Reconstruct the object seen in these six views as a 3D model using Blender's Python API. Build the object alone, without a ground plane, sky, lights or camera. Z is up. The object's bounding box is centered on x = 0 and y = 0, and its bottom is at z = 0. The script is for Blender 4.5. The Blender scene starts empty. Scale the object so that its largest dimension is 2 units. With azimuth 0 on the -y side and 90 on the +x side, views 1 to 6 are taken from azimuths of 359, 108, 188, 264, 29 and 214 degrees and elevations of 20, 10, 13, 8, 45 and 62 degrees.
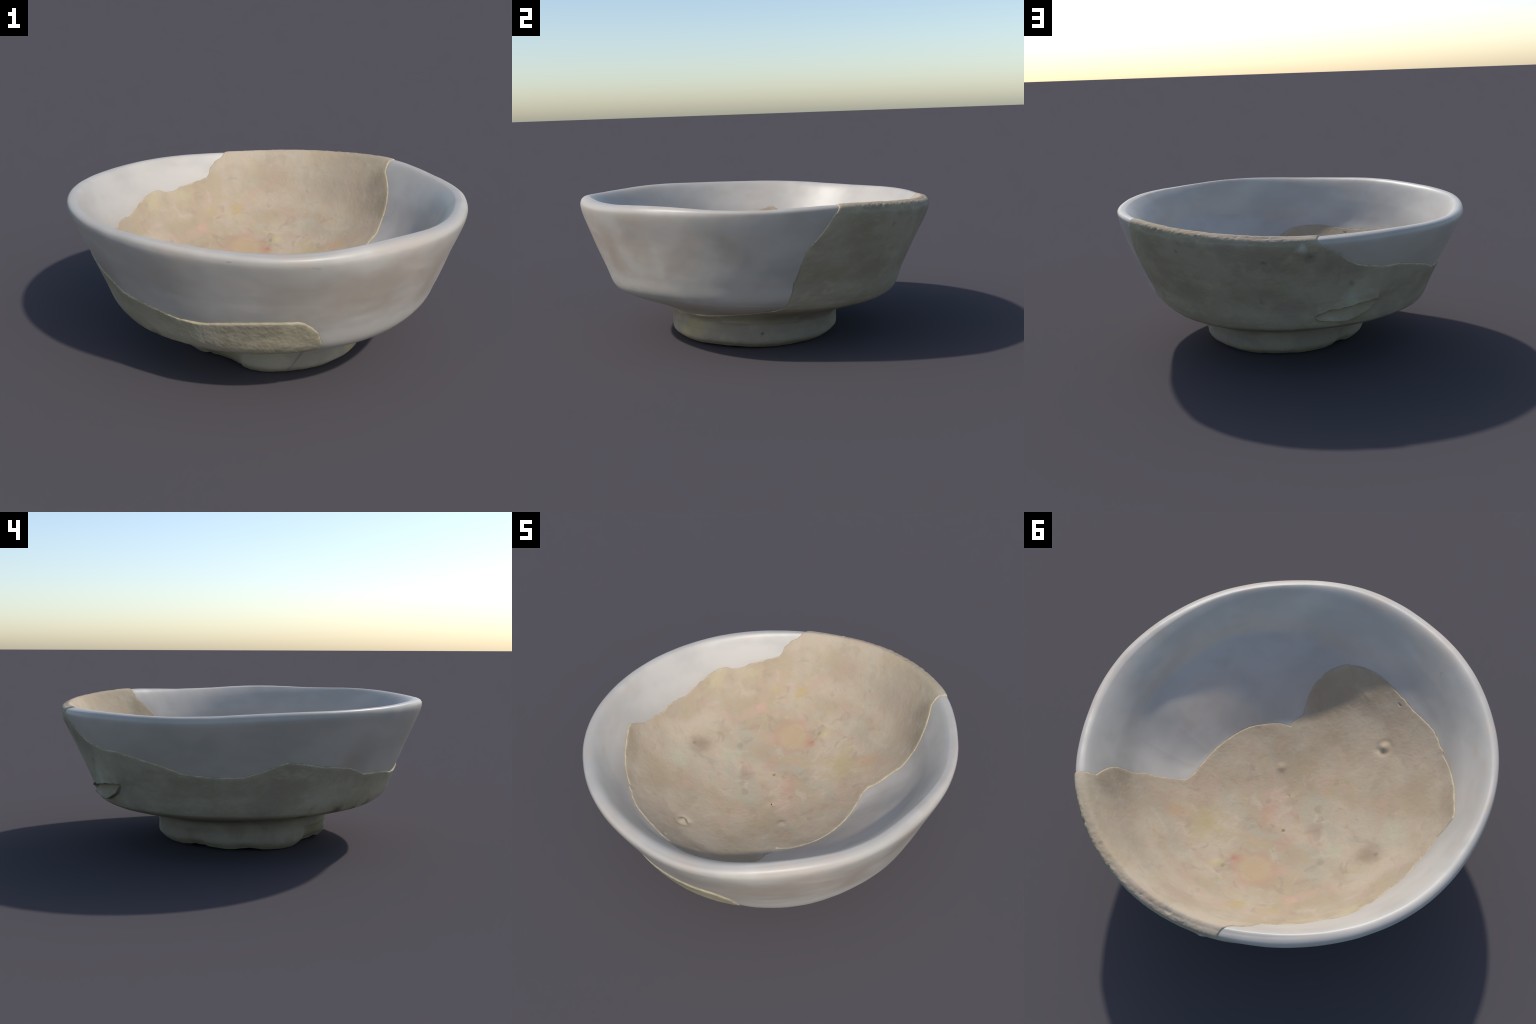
"""A wheel-thrown clay bowl on a low foot ring, broken in antiquity and rebuilt:
one large original sherd (floor, foot and part of the wall) and white plaster
that completes the missing wall and rim."""
import bpy
import math
import numpy as np

TAU = 2 * math.pi

# ------------------------------------------------------------------ the form
# Meridian of the bowl as (radius, height): up the outside from the foot's
# standing edge (station 0), over the lip (11), down the inside to the middle
# of the floor (19).
PROFILE = [(0.423, 0.004), (0.461, 0.043), (0.464, 0.104), (0.484, 0.157), (0.560, 0.193), (0.723, 0.252),
           (0.801, 0.306), (0.849, 0.406), (0.911, 0.555), (0.975, 0.716), (0.982, 0.768), (0.957, 0.787),
           (0.920, 0.769), (0.853, 0.656), (0.773, 0.502), (0.643, 0.391), (0.55, 0.336), (0.403, 0.27),
           (0.195, 0.22), (0.0, 0.195)]
# The bowl is warped: radial swelling and vertical sag round the circle,
# (station, [cos1, sin1, cos2, sin2, ...]).
SWELL = [
    (0, [0.052, -0.014, -0.004, -0.002]),
    (2.2, [0.050, -0.012, -0.004, 0.0]),
    (3.4, [0.030, 0.0, 0.002, 0.014]),
    (5.5, [0.0144, -0.0051, -0.0048, -0.0093, 0.0044, -0.004, 0.0031, -0.0021]),
    (8, [0.02, 0.0032, -0.0091, 0.0058, -0.0066, 0.0006, -0.0032, -0.0024]),
    (11, [-0.0025, 0.0001, -0.0124, 0.0244, -0.007, 0.006, 0.0036, -0.0028, 0.003, -0.001, -0.0035, 0.0002,
          0.0002, 0.0017, 0.0011, 0.0027, 0.002, 0.0012]),
    (14, [0.015, 0.012, -0.0025, -0.0015, -0.008, -0.0092]),
    (19, [])]
SAG = [
    (0, []),
    (3, [-0.012, -0.0088]),
    (5.5, [0.022, -0.0109, 0.0097, -0.0086, 0.0021, -0.0037]),
    (11, [0.0228, -0.018, 0.0042, 0.0063, -0.003, -0.0011, -0.0045, -0.0012, 0.0, -0.0021, 0.0035, -0.0007,
          0.0001, -0.0026, 0.0004, -0.0006]),
    (14, [0.0201, -0.0167, -0.0234, -0.0009, -0.0037, -0.0081]),
    (16, [-0.0092, -0.0044, -0.0011, -0.0017, -0.0042, -0.0045]),
    (19, [-0.0044, 0.0023])]
# Local swellings of the wall: (degrees, spread, station, spread below, spread
# above, amount); outward outside, thicker inside.
BULGES = [(65, 45, 7.2, 0.7, 1.1, -0.015), (42, 12, 7.2, 0.6, 0.6, -0.006), (150, 35, 6.5, 0.7, 1.1, -0.018),
          (172, 28, 9.2, 0.9, 0.7, 0.011), (268, 20, 6.3, 0.7, 0.7, -0.009), (25, 15, 9.4, 0.7, 0.6, -0.010),
          (165, 55, 4.9, 0.5, 0.5, 0.022), (322, 16, 7.8, 1.0, 1.0, -0.007), (222, 20, 5.1, 0.5, 0.5, 0.010),
          (45, 45, 10.6, 0.6, 0.8, 0.005), (205, 11, 0.5, 0.6, 0.9, 0.017),
          (62, 30, 1.2, 1.2, 1.0, 0.011), (62, 25, 5.2, 0.4, 0.5, 0.024), (16, 14, 3.4, 0.6, 0.6, -0.015), (318, 16, 9.2, 0.7, 0.6, -0.004), (348, 22, 9.9, 0.9, 1.0, 0.007)]
BULGES_INSIDE = [(346, 34, 16.7, 0.6, 0.7, 0.018), (335, 40, 18.0, 0.6, 0.6, -0.007), (243, 18, 13.5, 0.7, 0.7, -0.014),
                 (168, 28, 14.2, 0.6, 0.7, 0.017), (160, 34, 13.8, 0.6, 0.8, 0.009), (331, 30, 13.1, 0.7, 0.9, 0.024), (306, 22, 13.8, 0.5, 0.7, 0.015), (353, 11, 14.9, 0.8, 0.8, 0.012), (355, 16, 12.8, 0.5, 0.6, 0.006),
                 (90, 24, 15.5, 0.7, 0.7, -0.009), (62, 16, 13.0, 0.7, 0.9, -0.006)]
# On the sunless side the plaster was filled in as a plain slope that climbs
# from the sherd's edge (degrees, radius) to the wall.
FILL_EDGE = [(270, 0.515), (280, 0.49), (293, 0.460), (302, 0.442), (311, 0.428), (325, 0.424), (338, 0.434), (352, 0.448), (360, 0.458),
             (366, 0.468), (379, 0.50), (390, 0.56)]
PLASTER_BULGES = [(10, 20, 7.0, 1.2, 0.9, 0.019), (306, 14, 5.6, 0.6, 0.9, 0.010), (334, 16, 7.2, 0.8, 0.7, 0.005)]
LIFTS = [(330, 40, 4.5, 0.9, 0.8, 0.003), (245, 32, 4.4, 0.8, 0.7, 0.006), (60, 50, 4.2, 0.7, 0.6, 0.004)]
# Chips out of the foot's standing edge: (degrees, height of the broken edge).
FOOT_CHIPS = [(-48, 0.018), (-35, 0.017), (-9, 0.018), (6, 0.012), (24, 0.0), (110, 0.003), (121, 0.007), (130, 0.020),
              (135, 0.029), (141, 0.028), (148, 0.017), (157, 0.009), (167, 0.004), (175, 0.012), (182, 0.018),
              (187, 0.012), (193, 0.003), (207, -0.002), (219, 0.0), (224, 0.018), (230, 0.036), (238, 0.040),
              (246, 0.041), (252, 0.036), (257, 0.018), (263, 0.005), (272, 0.003), (281, 0.010), (293, 0.012),
              (302, 0.014)]

# The joint between sherd and plaster, walked once round the plaster:
# inside from the right joint on the rim, round to the left joint, then outside
# and back under the belly.  (degrees, station)
SEAM_INSIDE = [
    (401.5, 10.5), (401.6, 11.3), (401.8, 12.0), (401.5, 12.36), (399.7, 12.57), (398, 12.77), (396, 13.05),
    (394.6, 13.33), (393.8, 13.6), (393.2, 13.9), (392.2, 14.11), (391, 14.35), (391, 14.67), (389.7, 15.17),
    (388.6, 15.79), (388.4, 15.98), (385.7, 16.18), (380, 16.33), (371.9, 16.45), (361.4, 16.56), (352.2, 16.65),
    (342.4, 16.72), (334.4, 16.78), (327.7, 16.84), (319.3, 16.91), (309.6, 16.96), (301.6, 17.05), (300.2, 16.94),
    (297.5, 16.84), (295.5, 16.76), (293.2, 16.67), (292.8, 16.49), (291.7, 16.16), (290.1, 15.76), (288.1, 15.31),
    (285.3, 14.88), (282.9, 14.68), (279.4, 14.47), (276.7, 14.33), (272.5, 14.25), (267.9, 14.17), (263, 14.12),
    (258.4, 14.12), (250.3, 14.16), (245.6, 14.14), (240.3, 14.13), (234.2, 14.01), (229, 13.9), (224.3, 13.85),
    (221.6, 13.85), (219, 13.78), (217.7, 13.83), (213.9, 13.72), (210.4, 13.63), (206.4, 13.54), (203.6, 13.46),
    (198.7, 13.36), (192.2, 13.16), (189.9, 13.14), (186.6, 13.31), (183.3, 13.5), (179.8, 13.55), (176.5, 13.56),
    (172.6, 13.62), (170.5, 13.63), (169.2, 13.56), (166, 13.55), (162.6, 13.53), (158.6, 13.57), (155.3, 13.51),
    (152, 13.43), (149.2, 13.33), (144.7, 13.21), (140.5, 13.14), (137.5, 13.13), (135.8, 13.17), (134.3, 13.26),
    (129.7, 13.31), (126.6, 13.22), (123.3, 13.21), (119.2, 13.15), (116.1, 13.11), (113.7, 13.04), (112.5, 12.9),
    (111.7, 12.65), (110, 12.48), (109.4, 12.37), (106.9, 12.19), (105.6, 11.96), (104.6, 11.3)]
SEAM_OUTSIDE = [
    (104.1, 10.6), (104.1, 10.11), (104.8, 9.67), (106.5, 9.27), (109.5, 8.93), (111.8, 8.75), (114.1, 8.55),
    (117, 8.42), (120.9, 8.32), (124.7, 8.26), (128.1, 8.21), (133.7, 8.2), (138.8, 8.11), (145.1, 7.99),
    (150.5, 7.86), (156.4, 7.67), (160.2, 7.62), (165.5, 7.57), (170.8, 7.55), (176.1, 7.55), (181.3, 7.7),
    (185.4, 7.83), (188.9, 7.96), (191.6, 7.94), (197.4, 7.85), (201.2, 7.77), (206.3, 7.73), (212.3, 7.65),
    (216.8, 7.52), (220.6, 7.36), (226, 7.35), (236.5, 7.26), (243.8, 7.14), (248, 7.16), (251.1, 7.18),
    (256.8, 7.28), (262.2, 7.37), (270, 7.43), (277.8, 7.41), (279.9, 7.35), (282.4, 7.14), (284.4, 6.88),
    (285.5, 6.59), (286.5, 6.23), (286.6, 5.9), (287, 4.5), (288, 3.5), (300, 3.45), (330, 3.5), (350, 3.8),
    (365, 4.2), (376, 4.6), (384, 5.0), (385.8, 5.15), (387.8, 5.53), (389.1, 6.06), (389.7, 6.43), (390, 6.73),
    (390.2, 7.03), (391.3, 7.4), (392.5, 7.87), (393.5, 8.13), (394.6, 8.3), (395.8, 8.45), (397.5, 8.66),
    (399, 8.93), (400, 9.3), (400.7, 9.62), (401.3, 10.1)]

N_ROUND = 1440
STEP = 0.0042


def smoothstep(a, b, x):
    t = np.clip((x - a) / (b - a), 0, 1)
    return t * t * (3 - 2 * t)


def catmull_rom(points, v):
    p = np.asarray(points, float)
    ext = np.vstack([2 * p[0] - p[1], p, [-p[-2, 0], p[-2, 1]]])
    k = np.clip(np.floor(v).astype(int), 0, len(p) - 2)
    t = (v - k)[:, None]
    a, b, c, d = ext[k], ext[k + 1], ext[k + 2], ext[k + 3]
    return 0.5 * (2 * b + (c - a) * t + (2 * a - 5 * b + 4 * c - d) * t ** 2 + (3 * b - a - 3 * c + d) * t ** 3)


def warp(table, v, theta):
    """Fourier warp whose coefficients fade linearly from station to station."""
    stations = [s for s, _ in table]
    order = max(len(c) for _, c in table)
    out = np.zeros(np.broadcast(v, theta).shape)
    for i in range(order):
        coef = [c[i] if i < len(c) else 0.0 for _, c in table]
        m, f = i // 2 + 1, (np.cos if i % 2 == 0 else np.sin)
        amp = 0.25 * np.interp(v - 0.4, stations, coef) + 0.5 * np.interp(v, stations, coef) + 0.25 * np.interp(v + 0.4, stations, coef)
        out = out + amp * f(m * theta)
    return out


def swell(table, v, theta):
    out = np.zeros(np.broadcast(v, theta).shape)
    for deg, spread, station, below, above, amount in table:
        da = (np.degrees(theta) - deg + 180) % 360 - 180
        dv = (v - station) / np.where(v < station, below, above)
        out = out + amount * np.exp(-0.5 * (da / spread) ** 2 - 0.5 * dv ** 2)
    return out


def form(v, theta):
    """Point of the ideal bowl surface at station v and angle theta."""
    shape = np.broadcast(v, theta).shape
    flat = np.broadcast_to(v, shape).ravel()
    pr = catmull_rom(PROFILE, flat).reshape(shape + (2,))
    r = pr[..., 0] + warp(SWELL, v, theta) * np.clip(pr[..., 0] / 0.3, 0, 1)
    z = pr[..., 1] + warp(SAG, v, theta)
    deg = (np.degrees(theta) + 60) % 360 - 60
    chip = np.zeros(deg.shape)
    for shift in (-2, -1, 0, 1, 2):
        chip = chip + np.interp(deg + shift, [d for d, _ in FOOT_CHIPS], [h for _, h in FOOT_CHIPS], left=0.012, right=0.012) / 5
    foot = smoothstep(3.2, 2.4, v)
    big = smoothstep(0.022, 0.036, chip)
    r = r - 2.4 * np.maximum(chip - 0.018, 0) * foot * np.clip((0.115 - z) / 0.09, 0, 1)
    z = z + (0.7 - 0.6 * big) * chip * np.clip(1 - z / 0.12, 0, 1) * smoothstep(3.2, 2.2, v)
    r = r + swell(BULGES, v, theta) * (v < 11.5)
    z = z + swell(LIFTS, v, theta) * (v < 11.5)
    thick = swell(BULGES_INSIDE, v, theta) * smoothstep(11.2, 12.4, v)
    r, z = r - 0.75 * thick, z + 0.65 * thick
    turn = (np.degrees(theta) - 200) % 360 + 200
    run = np.clip(r - np.interp(turn, [d for d, _ in FILL_EDGE], [e for _, e in FILL_EDGE]), -0.2, 0.45)
    over = 0.290 + 0.95 * run - 0.20 * run ** 2 - z
    share = smoothstep(262, 298, turn) * smoothstep(393, 358, turn) * smoothstep(11.6, 12.6, v)
    soft = 0.006 + 0.05 * np.clip(run, 0, 1)
    z = z + share * 0.5 * (over + np.sqrt(over ** 2 + soft ** 2)) * smoothstep(-0.07, 0.01, run)
    return np.stack([r * np.cos(theta), r * np.sin(theta), z], -1)


# ------------------------------------------------------------------ noise
def lattice(ix, iy, iz, seed):
    h = (ix * 374761393 + iy * 668265263 + iz * 2147483647 + seed * 974711) & 0xFFFFFFFF
    h = ((h ^ (h >> 13)) * 1274126177) & 0xFFFFFFFF
    h = ((h ^ (h >> 15)) * 2246822519) & 0xFFFFFFFF
    return ((h ^ (h >> 16)) & 0xFFFF) / 32767.5 - 1


def noise(p, scale, seed=0, octaves=1, gain=0.5):
    """Value noise in -1..1, summed over octaves."""
    total, amp, norm = 0, 1.0, 0.0
    for o in range(octaves):
        q = p * (scale * 2 ** o) + 37.3 * o
        i = np.floor(q).astype(np.int64)
        f = q - i
        f = f * f * f * (f * (6 * f - 15) + 10)
        x, y, z = i[..., 0], i[..., 1], i[..., 2]
        acc = 0
        for a in (0, 1):
            wx = f[..., 0] if a else 1 - f[..., 0]
            for b in (0, 1):
                wy = f[..., 1] if b else 1 - f[..., 1]
                for c in (0, 1):
                    wz = f[..., 2] if c else 1 - f[..., 2]
                    acc = acc + wx * wy * wz * lattice(x + a, y + b, z + c, seed + 17 * o)
        total, norm, amp = total + amp * acc, norm + amp, amp * gain
    return total / norm


def bump(p, centre, radius):
    return np.exp(-(((p - np.asarray(centre)) ** 2).sum(-1)) / radius ** 2)


# ------------------------------------------------------------------ the grid
dense = np.linspace(0, 19, 4000)
arc = np.concatenate([[0], np.cumsum(np.linalg.norm(np.diff(catmull_rom(PROFILE, dense), axis=0), axis=1))])
rows = int(arc[-1] / STEP)
STATION = np.interp(np.linspace(0, arc[-1] - 0.0002, rows), arc, dense)
THETA = np.arange(N_ROUND) / N_ROUND * TAU
V, T = np.meshgrid(STATION, THETA, indexing="ij")
P = form(V, T)


def grid_normals(g):
    du = np.roll(g, -1, 1) - np.roll(g, 1, 1)
    dv = np.gradient(g, axis=0)
    n = np.cross(du, dv)
    return n / (np.linalg.norm(n, axis=-1, keepdims=True) + 1e-12)


NORMAL = grid_normals(P)


def seam_distance():
    """Signed distance to the joint: positive on the sherd, negative on the plaster."""
    loop = np.array(SEAM_INSIDE + SEAM_OUTSIDE, float)
    nxt = np.roll(loop, -1, 0)
    parts = [loop[i] + (nxt[i] - loop[i]) * np.linspace(0, 1, 5)[:-1, None] for i in range(len(loop))]
    fine = np.vstack(parts)
    line = form(fine[:, 1], np.radians(fine[:, 0]))
    a, b = line, np.roll(line, -1, 0)
    ab = b - a
    best = np.full(P.shape[:2], 9.0)
    for lo in range(0, rows, 60):
        q = P[lo:lo + 60].reshape(-1, 3)
        d = np.full(len(q), 9.0)
        for i in range(len(a)):
            near = np.abs(q[:, 2] - a[i, 2]) < 0.09
            if not near.any():
                continue
            s = q[near]
            t = np.clip(((s - a[i]) @ ab[i]) / (ab[i] @ ab[i] + 1e-12), 0, 1)
            e = np.linalg.norm(s - a[i] - t[:, None] * ab[i], axis=1)
            d[near] = np.minimum(d[near], e)
        best[lo:lo + 60] = d.reshape(-1, N_ROUND)
    deg = (np.degrees(T) - 95) % 360 + 95
    inside = np.zeros(deg.shape, bool)
    for (x0, y0), (x1, y1) in zip(loop, nxt):
        if y0 == y1:
            continue
        cross = ((V >= y0) != (V >= y1)) & (deg < x0 + (V - y0) / (y1 - y0) * (x1 - x0))
        inside ^= cross
    return np.where(inside, -best, best)


DIST = np.clip(seam_distance(), -0.085, 0.085)
# small raggedness of the broken edge
DIST = DIST + 0.0022 * noise(P, 45, 5, 2) * smoothstep(0.05, 0.0, np.abs(DIST))

OUTER = V < 11.0
FROM_LIP = np.interp(V, dense, arc) - np.interp(11.0, dense, arc)      # metres along the meridian
DEG = np.degrees(T)


def band(x, lo, hi, soft):
    return smoothstep(lo - soft, lo + soft, x) * smoothstep(hi + soft, hi - soft, x)


def clay_relief():
    h = 0.0024 * noise(P, 5, 11, 3) + 0.0010 * noise(P, 26, 12, 3) + 0.0006 * noise(P, 90, 13, 2)
    # worn, crumbling lip of the sherd and the flaked band below it
    on_rim = band(DEG, 47, 98, 5) * (V > 6) * (V < 14)
    lip = on_rim * np.exp(-((FROM_LIP + 0.015) / 0.035) ** 2)
    crumble = noise(P, 42, 21, 4, 0.65)
    h = h + lip * (0.0042 * crumble - 0.006 * smoothstep(0.3, 0.65, noise(P, 26, 22, 3)) - 0.001)
    flake_edge = 9.55 + 0.28 * noise(P * np.array([1, 1, 0]), 5, 23, 3)
    h = h - on_rim * (0.0030 * smoothstep(flake_edge - 0.12, flake_edge + 0.12, V) * smoothstep(0.03, 0.0, FROM_LIP)
                      + 0.004 * np.exp(-((FROM_LIP + 0.03) / 0.034) ** 2))
    # fresh fracture with coarse grain low on the front
    fracture = band(DEG, 246, 289, 3) * band(V, 5.2, 7.5, 0.25)
    h = h + fracture * (0.0011 * noise(P, 42, 31, 3, 0.7) + 0.003)
    # long flake scar under a ledge
    top = np.interp(DEG, [104.2, 105.5, 109, 114, 119.6, 125, 128], [6.42, 6.68, 6.79, 6.88, 6.97, 7.02, 7.05])
    bottom = np.interp(DEG, [104.2, 106, 108, 111.5, 116, 120.5, 124.5, 128], [6.38, 6.25, 6.15, 6.08, 6.07, 6.3, 6.58, 7.0])
    wavy = 0.05 * noise(P, 22, 33, 2)
    ends = band(DEG, 104.6, 127.6, 0.8) * (V > 5) * (V < 9)
    rise = np.clip((V - bottom) / np.maximum(top - bottom, 0.05), 0, 1)
    facet = ends * smoothstep(0.03, -0.03, V - top - wavy) * smoothstep(-0.04, 0.05, V - bottom + wavy)
    ledge = ends * smoothstep(-0.03, 0.03, V - top - wavy) * np.exp(-np.clip(V - top, 0, 9) / 0.30)
    under = ends * smoothstep(0.02, -0.04, V - bottom) * np.exp(-np.clip(bottom - V, 0, 9) / 0.10)
    h = h + facet * (0.021 - 0.042 * rise) + ledge * 0.022 - under * 0.007
    # lump with a pit beside it, crumbs and dimples on the floor
    inner = ~OUTER
    knob = np.array([-0.312, -0.447, 0.346])
    dk = np.linalg.norm(P - knob, axis=-1)
    moat = np.exp(-((dk - 0.036) / 0.013) ** 2)
    h = h + inner * (0.015 * np.exp(-(dk / 0.019) ** 2) - 0.0035 * moat - 0.007 * bump(P, knob + [0.024, 0.022, -0.01], 0.016))
    for c, r, d in (((0.127, -0.114, 0.212), 0.022, 0.010), ((-0.095, -0.633, 0.419), 0.018, 0.0022), ((-0.025, -0.561, 0.353), 0.013, 0.002),
                    ((-0.087, 0.199, 0.227), 0.009, -0.004), ((0.040, 0.548, 0.332), 0.016, -0.005), ((0.075, 0.560, 0.334), 0.024, 0.005),
                    ((0.27, 0.787, 0.568), 0.010, 0.004), ((0.207, -0.25, 0.25), 0.03, -0.002), ((-0.539, 0.124, 0.347), 0.03, -0.002)):
        h = h + inner * d * bump(P, c, r)
    # a crack that follows the broken edge
    for c0, c1 in (((-0.228, -0.667, 0.478), (-0.276, -0.645, 0.471)), ((-0.276, -0.645, 0.471), (-0.333, -0.629, 0.479))):
        c0, c1 = np.array(c0), np.array(c1)
        ab = c1 - c0
        t = np.clip(((P - c0) @ ab) / (ab @ ab), 0, 1)
        d = np.linalg.norm(P + 0.004 * noise(P, 40, 41)[..., None] - c0 - t[..., None] * ab, axis=-1)
        h = h - inner * 0.006 * smoothstep(0.008, 0.001, d)
    # pits on the outside
    for c in ((0.462, 0.881, 0.678), (0.025, 0.964, 0.634), (-0.198, 0.939, 0.656), (0.05, 0.866, 0.407), (-0.387, 0.796, 0.497),
              (0.473, 0.754, 0.449), (0.695, 0.536, 0.447), (0.469, 0.176, 0.085), (0.666, 0.652, 0.544)):
        h = h - OUTER * 0.004 * bump(P, c, 0.010)
    h = h + OUTER * 0.006 * bump(P, (-0.16, 0.97, 0.70), 0.02)
    # turning lines on the outside wall and foot
    h = h + OUTER * 0.0004 * noise(P * np.array([1, 1, 7]), 8, 51, 3)
    # foot: chipped flat to the left of the front, lap line to the right
    h = h + (V < 3) * 0.0022 * noise(P, 12, 61, 3)
    return h


def clay_height():
    h = clay_relief()
    step = smoothstep(-0.0045, 0.0045, DIST)
    worn = 1 - 0.35 * smoothstep(0.02, 0.0, DIST)
    return (-0.014) * (1 - step) + step * (0.0030 * worn + h)


def plaster_height():
    h = np.where(OUTER, 0.0024, 0.0012) * noise(P, 3.2, 71, 2) + 0.0008 * noise(P, 11, 72, 2) + swell(PLASTER_BULGES, V, T) * (V < 11)
    sink = smoothstep(0.002, 0.010, DIST)
    return (h - 0.0030 * np.exp(-np.abs(DIST) / 0.035)) * (1 - sink) - 0.016 * sink


# ------------------------------------------------------------------ meshes
def build_mesh(name, verts, normals, quads, parent, materials, index=None):
    used = np.unique(quads)
    remap = np.full(len(verts), -1)
    remap[used] = np.arange(len(used))
    co, faces = verts[used], remap[quads]
    mesh = bpy.data.meshes.new(name)
    mesh.vertices.add(len(co))
    mesh.vertices.foreach_set("co", co.ravel().astype(np.float32))
    mesh.loops.add(faces.size)
    mesh.loops.foreach_set("vertex_index", faces.ravel().astype(np.int32))
    mesh.polygons.add(len(faces))
    mesh.polygons.foreach_set("loop_start", np.arange(0, faces.size, 4, dtype=np.int32))
    mesh.polygons.foreach_set("loop_total", np.full(len(faces), 4, np.int32))
    mesh.polygons.foreach_set("use_smooth", np.ones(len(faces), bool))
    for m in materials:
        mesh.materials.append(m)
    if index is not None:
        mesh.polygons.foreach_set("material_index", index.astype(np.int32))
    mesh.update(calc_edges=True)
    mesh.validate()
    if normals is not None:
        mesh.normals_split_custom_set_from_vertices(normals[used].tolist())
    ob = bpy.data.objects.new(name, mesh)
    bpy.context.scene.collection.objects.link(ob)
    ob.parent = parent
    return ob


def ring_quads(nrows, first=0):
    r = np.arange(nrows - 1)[:, None] * N_ROUND + first
    c = np.arange(N_ROUND)[None, :]
    n = (c + 1) % N_ROUND
    return np.stack([r + c, r + n, r + N_ROUND + n, r + N_ROUND + c], -1)


# ------------------------------------------------------------------ materials
class Graph:
    def __init__(self, name):
        self.mat = bpy.data.materials.new(name)
        self.mat.use_nodes = True
        self.t = self.mat.node_tree
        self.bsdf = self.t.nodes["Principled BSDF"]
        self.ragged = None
        self.pos = self.t.nodes.new("ShaderNodeTexCoord").outputs["Object"]

    def put(self, socket, value):
        if isinstance(value, bpy.types.NodeSocket):
            self.t.links.new(value, socket)
        else:
            socket.default_value = value

    def math(self, op, a, b=0.0, clamp=False):
        n = self.t.nodes.new("ShaderNodeMath")
        n.operation, n.use_clamp = op, clamp
        self.put(n.inputs[0], a)
        self.put(n.inputs[1], b)
        return n.outputs[0]

    def vec(self, op, a, b=(0, 0, 0)):
        n = self.t.nodes.new("ShaderNodeVectorMath")
        n.operation = op
        self.put(n.inputs[0], a)
        if op != "LENGTH":
            self.put(n.inputs[1], b)
        return n.outputs["Value"] if op in ("LENGTH", "DISTANCE", "DOT_PRODUCT") else n.outputs["Vector"]

    def noise(self, scale, detail=4.0, rough=0.55, offset=(0, 0, 0), stretch=(1, 1, 1), distort=0.0):
        m = self.t.nodes.new("ShaderNodeMapping")
        m.inputs["Location"].default_value = offset
        m.inputs["Scale"].default_value = stretch
        self.put(m.inputs["Vector"], self.pos)
        n = self.t.nodes.new("ShaderNodeTexNoise")
        n.inputs["Scale"].default_value, n.inputs["Detail"].default_value = scale, detail
        n.inputs["Roughness"].default_value, n.inputs["Distortion"].default_value = rough, distort
        self.put(n.inputs["Vector"], m.outputs[0])
        return n.outputs["Fac"], n.outputs["Color"]

    def range(self, x, lo, hi, a=0.0, b=1.0):
        n = self.t.nodes.new("ShaderNodeMapRange")
        n.interpolation_type = "SMOOTHSTEP"
        for s, v in zip(("Value", "From Min", "From Max", "To Min", "To Max"), (x, lo, hi, a, b)):
            self.put(n.inputs[s], v)
        return n.outputs[0]

    def mix(self, fac, a, b, kind="MIX"):
        n = self.t.nodes.new("ShaderNodeMix")
        n.data_type, n.blend_type = "RGBA", kind
        self.put(n.inputs["Factor"], fac)
        self.put(n.inputs["A"], a if isinstance(a, bpy.types.NodeSocket) else (*a, 1))
        self.put(n.inputs["B"], b if isinstance(b, bpy.types.NodeSocket) else (*b, 1))
        return n.outputs["Result"]

    def wobble(self, scale, amount, offset=(0, 0, 0)):
        _, c = self.noise(scale, 3, 0.6, offset)
        v = self.vec("SUBTRACT", c, (0.5, 0.5, 0.5))
        return self.vec("ADD", self.pos, self.vec("MULTIPLY", v, (amount,) * 3))

    def spot(self, where, centre, inner, outer):
        d = self.vec("DISTANCE", where, centre)
        if self.ragged is not None:
            d = self.math("MULTIPLY", d, self.ragged)
        return self.range(d, outer, inner * 0.5)

    def scratch(self, a, b, width):
        """1 along the straight line from a to b, 0 away from it."""
        ab = np.subtract(b, a)
        rel = self.vec("SUBTRACT", self.pos, tuple(a))
        t = self.math("DIVIDE", self.vec("DOT_PRODUCT", rel, tuple(ab)), float(ab @ ab), True)
        n = self.t.nodes.new("ShaderNodeVectorMath")
        n.operation = "SCALE"
        n.inputs[0].default_value = tuple(ab)
        self.put(n.inputs["Scale"], t)
        d = self.vec("DISTANCE", rel, n.outputs["Vector"])
        taper = self.math("MULTIPLY", self.math("SUBTRACT", 1.0, self.math("ABSOLUTE", self.math("MULTIPLY_ADD", t, 2.0))), 1.0)
        return self.range(d, width, width * 0.25)

    def bump(self, height, strength, distance):
        n = self.t.nodes.new("ShaderNodeBump")
        n.inputs["Strength"].default_value, n.inputs["Distance"].default_value = strength, distance
        self.put(n.inputs["Height"], height)
        self.put(self.bsdf.inputs["Normal"], n.outputs[0])

    def finish(self, colour, rough, spec):
        self.put(self.bsdf.inputs["Base Color"], colour)
        self.put(self.bsdf.inputs["Roughness"], rough)
        self.bsdf.inputs["Specular IOR Level"].default_value = spec
        return self.mat


def srgb(r, g, b):
    return tuple(((c / 255) / 12.92 if c / 255 <= 0.04045 else ((c / 255 + 0.055) / 1.055) ** 2.4) for c in (r, g, b))


def grain(g, strength):
    fine, _ = g.noise(120, 5, 0.65)
    mid, _ = g.noise(35, 4, 0.6, (3, 1, 2))
    g.bump(g.math("ADD", g.math("MULTIPLY", fine, 0.4), mid), strength, 0.004)


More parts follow.
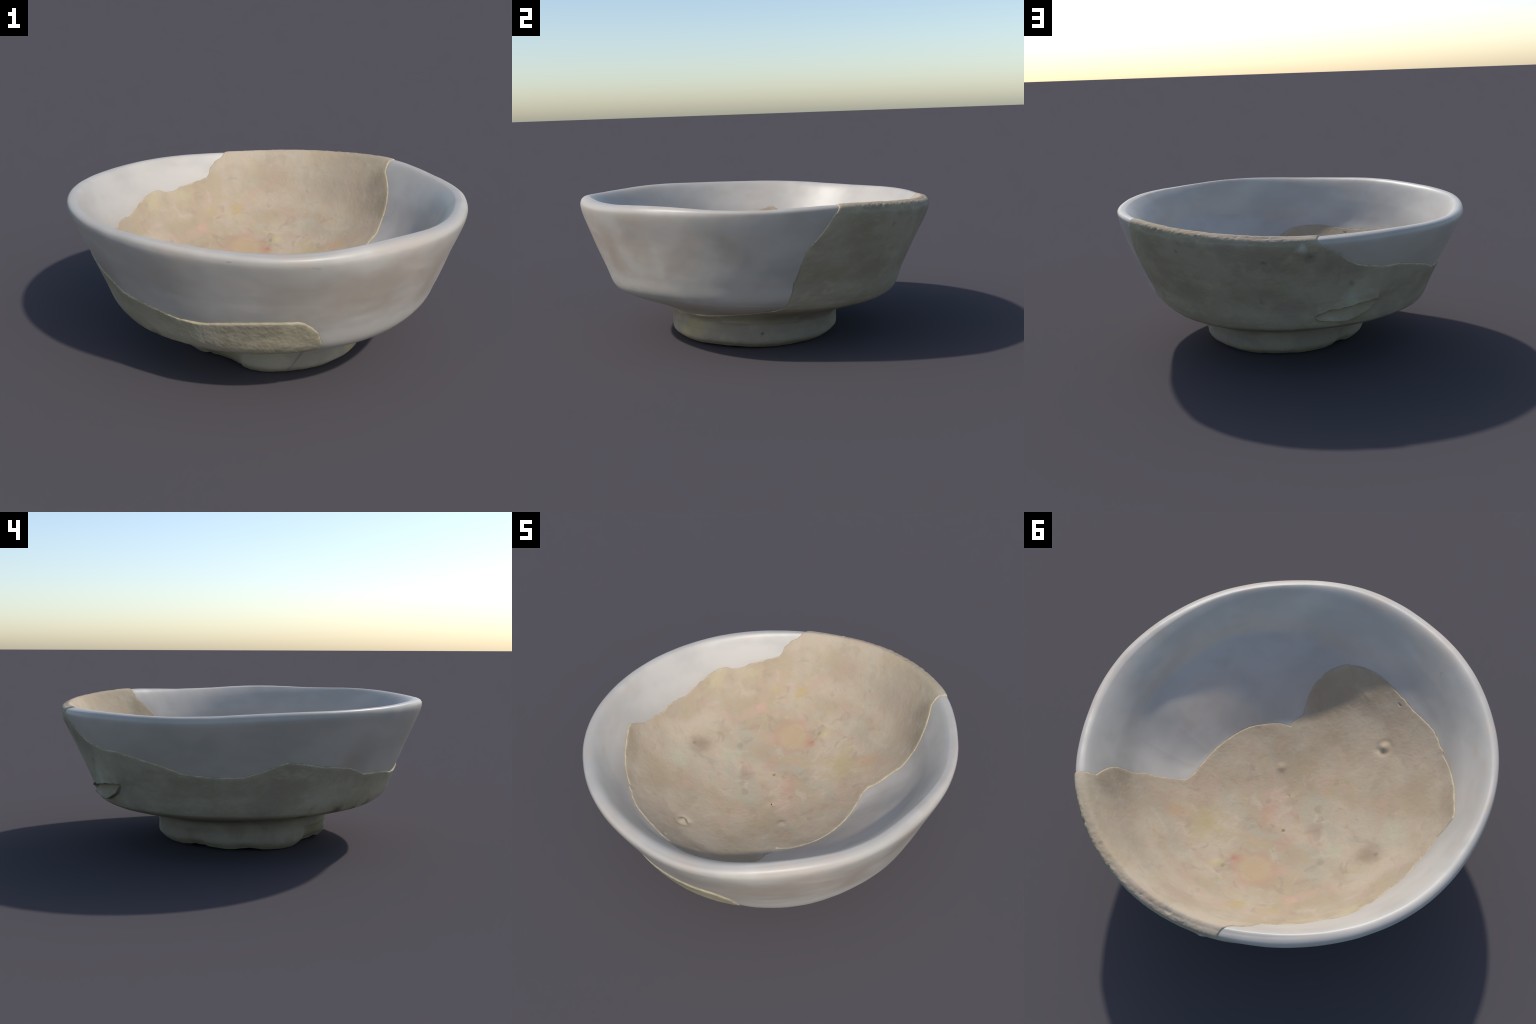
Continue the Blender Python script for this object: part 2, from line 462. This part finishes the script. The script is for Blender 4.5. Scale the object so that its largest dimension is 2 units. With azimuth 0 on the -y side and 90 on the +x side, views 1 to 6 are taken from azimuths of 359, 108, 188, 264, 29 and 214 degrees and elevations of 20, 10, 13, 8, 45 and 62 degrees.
def clay_inside():
    g = Graph("clay_slip_inside")
    rag, _ = g.noise(11, 4, 0.6, (3, 9, 4), distort=1.0)
    g.ragged = g.math("ADD", g.math("MULTIPLY", rag, 1.7), 0.15)
    w = g.wobble(6, 0.14)
    w2 = g.wobble(16, 0.05, (5, 2, 9))
    a, _ = g.noise(3.2, 5, 0.55, (1.7, 0, 0), distort=0.4)
    col = g.mix(g.range(a, 0.34, 0.66), srgb(163, 146, 122), srgb(178, 162, 140))
    heart = g.range(g.vec("DISTANCE", g.pos, (-0.10, 0.33, 0.28)), 0.75, 0.25, 0.45, 1.0)
    for scale, shift, lo, hi, amount, tint in (
            (5.0, (9, 4, 1), 0.49, 0.64, 0.75, srgb(175, 150, 131)),       # pinkish
            (5.6, (2, 8, 5), 0.50, 0.66, 0.55, srgb(168, 151, 119)),       # straw
            (4.4, (6, 6, 6), 0.50, 0.66, 0.5, srgb(161, 157, 139)),       # grey-green
            (9.0, (1, 3, 7), 0.53, 0.68, 0.55, srgb(181, 166, 146)),       # pale
            (11.0, (4, 7, 3), 0.55, 0.70, 0.55, srgb(150, 132, 113)),      # brownish smears
            (10.0, (5, 1, 8), 0.58, 0.72, 0.45, srgb(180, 148, 129))):     # rosy
        f, _ = g.noise(scale, 4, 0.55, shift, distort=0.8)
        col = g.mix(g.math("MULTIPLY", g.range(f, lo, hi, 0, amount), heart), col, tint)
    for centre, r0, r1, amount, tint in (
            ((-0.097, 0.478, 0.302), 0.06, 0.125, 0.35, srgb(177, 152, 111)),       # round orange stain
            ((0.020, 0.478, 0.296), 0.01, 0.05, 0.75, srgb(173, 130, 106)),
            ((-0.36, 0.545, 0.39), 0.015, 0.065, 0.55, srgb(192, 149, 131)),
            ((0.022, 0.172, 0.216), 0.02, 0.10, 0.6, srgb(175, 139, 118)),
            ((-0.122, 0.245, 0.239), 0.02, 0.08, 0.6, srgb(175, 137, 118)),
            ((0.265, 0.387, 0.286), 0.04, 0.13, 0.7, srgb(166, 149, 105)),
            ((0.387, 0.441, 0.340), 0.02, 0.08, 0.6, srgb(177, 145, 115)),
            ((-0.146, 0.723, 0.460), 0.01, 0.055, 0.8, srgb(173, 152, 102)),
            ((-0.294, 0.666, 0.450), 0.01, 0.08, 0.6, srgb(173, 154, 111)),
            ((-0.582, -0.043, 0.359), 0.04, 0.13, 0.6, srgb(170, 166, 143)),
            ((-0.369, 0.167, 0.278), 0.03, 0.09, 0.6, srgb(168, 164, 139)),
            ((-0.635, 0.505, 0.567), 0.04, 0.11, 0.5, srgb(191, 178, 137)),
            ((-0.467, 0.648, 0.541), 0.02, 0.08, 0.45, srgb(189, 175, 137)),
            ((0.075, 0.565, 0.335), 0.01, 0.05, 0.7, srgb(179, 164, 122)),
            ((0.40, 0.78, 0.62), 0.06, 0.22, 0.5, srgb(168, 156, 137)),
            ((0.60, 0.45, 0.52), 0.06, 0.20, 0.4, srgb(160, 147, 126))):
        col = g.mix(g.math("MULTIPLY", g.spot(w, centre, r0, r1), amount * 0.85), col, tint)
    disc = g.vec("DISTANCE", g.wobble(9, 0.11, (1, 1, 4)), (-0.097, 0.478, 0.302))
    col = g.mix(g.range(disc, 0.135, 0.04, 0, 0.5), col, srgb(176, 151, 119))
    col = g.mix(g.math("MULTIPLY", g.range(disc, 0.15, 0.10), g.range(disc, 0.06, 0.10, 0, 0.28)), col, srgb(168, 126, 106))
    for centre, r0, r1, amount, tint in (
            ((-0.539, 0.124, 0.347), 0.02, 0.10, 0.75, srgb(132, 113, 94)),
            ((-0.570, 0.11, 0.352), 0.004, 0.025, 0.6, srgb(112, 95, 76)),
            ((-0.351, 0.275, 0.290), 0.004, 0.026, 0.5, srgb(122, 106, 86)),
            ((-0.22, 0.10, 0.235), 0.01, 0.06, 0.5, srgb(150, 124, 108)),
            ((-0.087, 0.199, 0.227), 0.003, 0.016, 0.7, srgb(100, 82, 64)),
            ((0.030, 0.478, 0.296), 0.002, 0.024, 0.6, srgb(160, 108, 95)),
            ((0.040, 0.548, 0.332), 0.004, 0.022, 0.6, srgb(126, 118, 96)),
            ((0.63, 0.62, 0.675), 0.02, 0.10, 0.5, srgb(130, 118, 102))):
        col = g.mix(g.math("MULTIPLY", g.spot(w2, centre, r0, r1), amount * 0.85), col, tint)
    speck, _ = g.noise(75, 2, 0.5, (1, 5, 2))
    zone, _ = g.noise(3.5, 2, 0.5, (8, 1, 1))
    col = g.mix(g.math("MULTIPLY", g.range(speck, 0.70, 0.78), g.range(zone, 0.48, 0.6, 0, 0.5)), col, srgb(130, 112, 90))
    grain(g, 0.22)
    return g.finish(col, 0.85, 0.25)


def clay_outside():
    g = Graph("clay_slip_outside")
    a, _ = g.noise(3.0, 5, 0.6, (3, 2, 1), stretch=(1, 1, 1.6))
    col = g.mix(g.range(a, 0.35, 0.65), srgb(150, 140, 117), srgb(166, 157, 136))
    b, _ = g.noise(4.5, 4, 0.55, (7, 4, 2))
    col = g.mix(g.range(b, 0.52, 0.70, 0, 0.6), col, srgb(147, 132, 119))            # mauve-grey wash
    c, _ = g.noise(5.5, 4, 0.6, (1, 9, 5), stretch=(1, 1, 1.5))
    col = g.mix(g.range(c, 0.55, 0.72, 0, 0.6), col, srgb(176, 170, 142))
    d, _ = g.noise(12, 4, 0.6, (5, 5, 2))
    col = g.mix(g.range(d, 0.60, 0.75, 0, 0.5), col, srgb(138, 128, 104))
    rag, _ = g.noise(13, 4, 0.6, (3, 9, 4), distort=1.0)
    g.ragged = g.math("ADD", g.math("MULTIPLY", rag, 1.7), 0.15)
    w = g.wobble(14, 0.05)
    for centre, r0, r1, amount, tint in (
            ((-0.198, 0.939, 0.656), 0.005, 0.045, 0.45, srgb(98, 88, 74)),
            ((-0.30, 0.90, 0.61), 0.03, 0.13, 0.45, srgb(124, 114, 100)),
            ((0.025, 0.964, 0.634), 0.004, 0.03, 0.45, srgb(108, 98, 84)),
            ((0.05, 0.866, 0.407), 0.004, 0.03, 0.4, srgb(104, 96, 80)),
            ((-0.387, 0.796, 0.497), 0.004, 0.024, 0.45, srgb(104, 94, 78)),
            ((0.462, 0.881, 0.678), 0.004, 0.022, 0.45, srgb(96, 90, 76)),
            ((0.695, 0.536, 0.447), 0.004, 0.022, 0.45, srgb(104, 94, 80)),
            ((-0.636, -0.421, 0.262), 0.01, 0.05, 0.8, srgb(92, 76, 60)),
            ((-0.56, -0.52, 0.262), 0.005, 0.04, 0.6, srgb(104, 86, 66)),
            ((-0.497, -0.609, 0.275), 0.005, 0.045, 0.45, srgb(98, 80, 62)),
            ((-0.669, -0.236, 0.238), 0.01, 0.05, 0.7, srgb(106, 88, 62)),
            ((-0.17, 0.975, 0.71), 0.005, 0.04, 0.7, srgb(196, 192, 180)),
            ((-0.38, 0.74, 0.43), 0.02, 0.07, 0.4, srgb(186, 188, 172))):
        col = g.mix(g.math("MULTIPLY", g.spot(w, centre, r0, r1), amount), col, tint)
    grain(g, 0.25)
    return g.finish(col, 0.88, 0.25)


def clay_foot():
    g = Graph("clay_foot")
    a, _ = g.noise(5, 4, 0.6, (3, 2, 1))
    col = g.mix(g.range(a, 0.38, 0.62), srgb(142, 132, 117), srgb(154, 145, 126))
    b, _ = g.noise(7, 4, 0.55, (1, 4, 2))
    col = g.mix(g.range(b, 0.52, 0.68, 0, 0.7), col, srgb(140, 126, 114))
    # worn, ochre standing edge and the chipped face left of the front
    z = g.t.nodes.new("ShaderNodeSeparateXYZ")
    g.put(z.inputs[0], g.wobble(12, 0.05))
    col = g.mix(g.range(z.outputs["Z"], 0.045, 0.012, 0, 0.75), col, srgb(166, 154, 122))
    w = g.wobble(9, 0.05)
    col = g.mix(g.math("MULTIPLY", g.spot(w, (-0.20, -0.40, 0.06), 0.06, 0.13), 0.7), col, srgb(148, 136, 100))
    col = g.mix(g.math("MULTIPLY", g.spot(w, (0.42, -0.28, 0.06), 0.02, 0.07), 0.6), col, srgb(178, 160, 114))
    col = g.mix(g.math("MULTIPLY", g.spot(w, (0.46, -0.2, 0.13), 0.03, 0.12), 0.6), col, srgb(158, 148, 104))
    blue, _ = g.noise(55, 2, 0.5, (2, 2, 8))
    zone, _ = g.noise(5, 2, 0.5, (4, 1, 3))
    col = g.mix(g.math("MULTIPLY", g.range(blue, 0.66, 0.74), g.range(zone, 0.5, 0.62, 0, 0.7)), col, srgb(112, 122, 142))
    col = g.mix(g.math("MULTIPLY", g.spot(g.pos, (0.469, 0.176, 0.085), 0.004, 0.014), 0.8), col, srgb(78, 76, 84))
    lap = g.scratch((0.19, -0.46, 0.14), (0.115, -0.475, 0.035), 0.011)
    col = g.mix(g.math("MULTIPLY", lap, 0.45), col, srgb(88, 84, 92))
    grain(g, 0.25)
    return g.finish(col, 0.88, 0.2)


def clay_break(name, dark, light, wash):
    g = Graph(name)
    a, _ = g.noise(18, 5, 0.65)
    col = g.mix(g.range(a, 0.35, 0.65), dark, light)
    b, _ = g.noise(5, 3, 0.5, (3, 3, 1))
    col = g.mix(g.range(b, 0.5, 0.7, 0, 0.5), col, wash)
    grain(g, 0.22)
    return g.finish(col, 0.92, 0.2)


def plaster():
    g = Graph("white_plaster")
    a, _ = g.noise(2.6, 4, 0.5, (2, 5, 1), stretch=(1, 1, 1.8))
    col = g.mix(g.range(a, 0.36, 0.64), srgb(176, 169, 159), srgb(188, 180, 169))
    b, _ = g.noise(3.2, 3, 0.5, (7, 1, 3), stretch=(1, 1, 2.2))
    col = g.mix(g.range(b, 0.52, 0.72, 0, 0.6), col, srgb(181, 165, 149))            # beige wash
    c, _ = g.noise(4.2, 3, 0.5, (3, 8, 2), stretch=(1, 1, 1.6))
    col = g.mix(g.range(c, 0.55, 0.72, 0, 0.5), col, srgb(168, 164, 155))            # grey wash
    rag, _ = g.noise(4, 4, 0.55, (3, 9, 4), stretch=(1, 1, 2), distort=0.6)
    g.ragged = g.math("ADD", g.math("MULTIPLY", rag, 1.7), 0.15)
    w = g.wobble(3.5, 0.25, (2, 2, 2))
    # these stains lie on the outside of the wall only
    part = g.t.nodes.new("ShaderNodeSeparateXYZ")
    g.put(part.inputs[0], g.pos)
    radius = g.vec("LENGTH", g.vec("MULTIPLY", g.pos, (1, 1, 0)))
    middle = g.math("ADD", g.math("MULTIPLY", part.outputs["Z"], 0.38), 0.645)
    outer = g.range(g.math("SUBTRACT", radius, middle), -0.015, 0.025)
    for centre, r0, r1, amount in (((0.306, -0.879, 0.58), 0.04, 0.17, 0.6), ((0.515, -0.784, 0.60), 0.06, 0.18, 0.75), ((0.735, -0.562, 0.60), 0.04, 0.15, 0.7),
                                   ((0.07, -0.93, 0.57), 0.04, 0.15, 0.5), ((0.775, -0.507, 0.60), 0.03, 0.13, 0.5), ((0.849, -0.338, 0.583), 0.03, 0.13, 0.6),
                                   ((0.894, -0.10, 0.55), 0.03, 0.12, 0.6), ((0.911, 0.195, 0.61), 0.02, 0.10, 0.45), ((0.911, -0.33, 0.76), 0.02, 0.10, 0.4),
                                   ((-0.75, -0.50, 0.56), 0.02, 0.12, 0.4)):
        col = g.mix(g.math("MULTIPLY", g.math("MULTIPLY", g.spot(w, centre, r0, r1 * 1.35), outer), amount * 0.9), col, srgb(161, 145, 129))
    for p, q in (((0.817, -0.418, 0.79), (0.769, -0.438, 0.732)), ((0.815, 0.106, 0.584), (0.809, 0.066, 0.562)), ((0.809, 0.066, 0.562), (0.807, 0.037, 0.554)),
                 ((-0.413, -0.78, 0.719), (-0.415, -0.734, 0.666)), ((-0.415, -0.734, 0.666), (-0.412, -0.686, 0.594)),
                 ((-0.182, -0.98, 0.767), (-0.165, -0.984, 0.768)), ((0.151, -0.986, 0.756), (0.183, -0.978, 0.749)), ((0.588, -0.778, 0.746), (0.612, -0.759, 0.744))):
        col = g.mix(g.math("MULTIPLY", g.scratch(p, q, 0.0034), 0.5), col, srgb(104, 104, 106))
    soft, _ = g.noise(16, 3, 0.5)
    g.bump(soft, 0.10, 0.006)
    return g.finish(col, 0.42, 0.45)


# ------------------------------------------------------------------ assemble
bowl = bpy.data.objects.new("pottery_bowl", None)
bowl.empty_display_size = 0.2
bowl["label"] = "ancient tan clay bowl on foot ring, restored with white plaster"
bowl["category"] = "pottery bowl"
bpy.context.scene.collection.objects.link(bowl)

SLIP_IN, SLIP_OUT, FOOT, BREAK, PLASTER = clay_inside(), clay_outside(), clay_foot(), clay_break("clay_fracture", srgb(152, 142, 118), srgb(168, 157, 132), srgb(156, 146, 126)), plaster()
EDGE = clay_break("clay_edge", srgb(172, 159, 128), srgb(190, 177, 145), srgb(174, 161, 134))

# sherd: the grid, plus the hollow underside of the foot
clay = P + NORMAL * clay_height()[..., None]
UNDER = [(0.385, 0.004), (0.365, 0.02), (0.352, 0.05), (0.335, 0.075), (0.29, 0.088), (0.2, 0.094), (0.1, 0.097), (0.012, 0.098)]
edge = clay[0]
under_rows = []
centre = edge.mean(0)
for r, z in reversed(UNDER):
    k = r / 0.414
    ring = centre + (edge - centre) * k
    ring[:, 2] = edge[:, 2] * smoothstep(0.3, 0.41, np.array(r)) + z
    under_rows.append(ring)
low = min(clay[..., 2].min(), min(u[:, 2].min() for u in under_rows))
full = np.concatenate([np.array(under_rows), clay], 0)
n_under = len(under_rows)
full_n = grid_normals(full)
quads = ring_quads(len(full))
cell_d = np.full((len(full) - 1, N_ROUND), 0.085)
md = np.maximum(np.maximum(DIST[:-1], DIST[1:]), np.maximum(np.roll(DIST, -1, 1)[:-1], np.roll(DIST, -1, 1)[1:]))
cell_d[n_under:] = md
cell_v = np.concatenate([np.full(n_under, -1.0), STATION[:-1]])[:, None] + np.zeros((1, N_ROUND))
cell_deg = np.broadcast_to(DEG[0], cell_v.shape)
keep = cell_d > -0.007
foot_faces = keep & (cell_v < 3.0)
wall_faces = keep & (cell_v >= 3.0)

mat = np.where(cell_v < 10.2 + 0.25 * noise(np.concatenate([np.array(under_rows), P], 0)[:-1], 25, 83, 3), 1, 0)
cp = np.concatenate([np.array(under_rows), P], 0)[:-1]
brk = (cell_d < 0.0065 + 0.004 * noise(cp, 30, 81, 2)) & (cell_v > 3.6)
frac = (cell_deg > 250) & (cell_deg < 289) & (cell_v > 4.6) & (cell_v < 8) & (noise(cp, 9, 82, 2) * 4 + cell_deg > 254)
mat = np.where(frac, 2, np.where(brk, 3, mat))

flat_v, flat_n = full.reshape(-1, 3), full_n.reshape(-1, 3)
build_mesh("clay_wall", flat_v, flat_n, quads[wall_faces], bowl, [SLIP_IN, SLIP_OUT, BREAK, EDGE], mat[wall_faces])
build_mesh("foot_ring", flat_v, flat_n, quads[foot_faces], bowl, [FOOT])

fill = P + NORMAL * plaster_height()[..., None]
keep = -np.minimum(np.minimum(DIST[:-1], DIST[1:]), np.minimum(np.roll(DIST, -1, 1)[:-1], np.roll(DIST, -1, 1)[1:])) > -0.012
build_mesh("plaster_fill", fill.reshape(-1, 3), grid_normals(fill).reshape(-1, 3), ring_quads(rows)[keep], bowl, [PLASTER])

# stand the bowl on the ground
for ob in bowl.children:
    co = np.empty(len(ob.data.vertices) * 3, np.float32)
    ob.data.vertices.foreach_get("co", co)
    co[2::3] = np.maximum(co[2::3], 0.0) - max(low, 0.0)
    ob.data.vertices.foreach_set("co", co)
    ob.data.update()
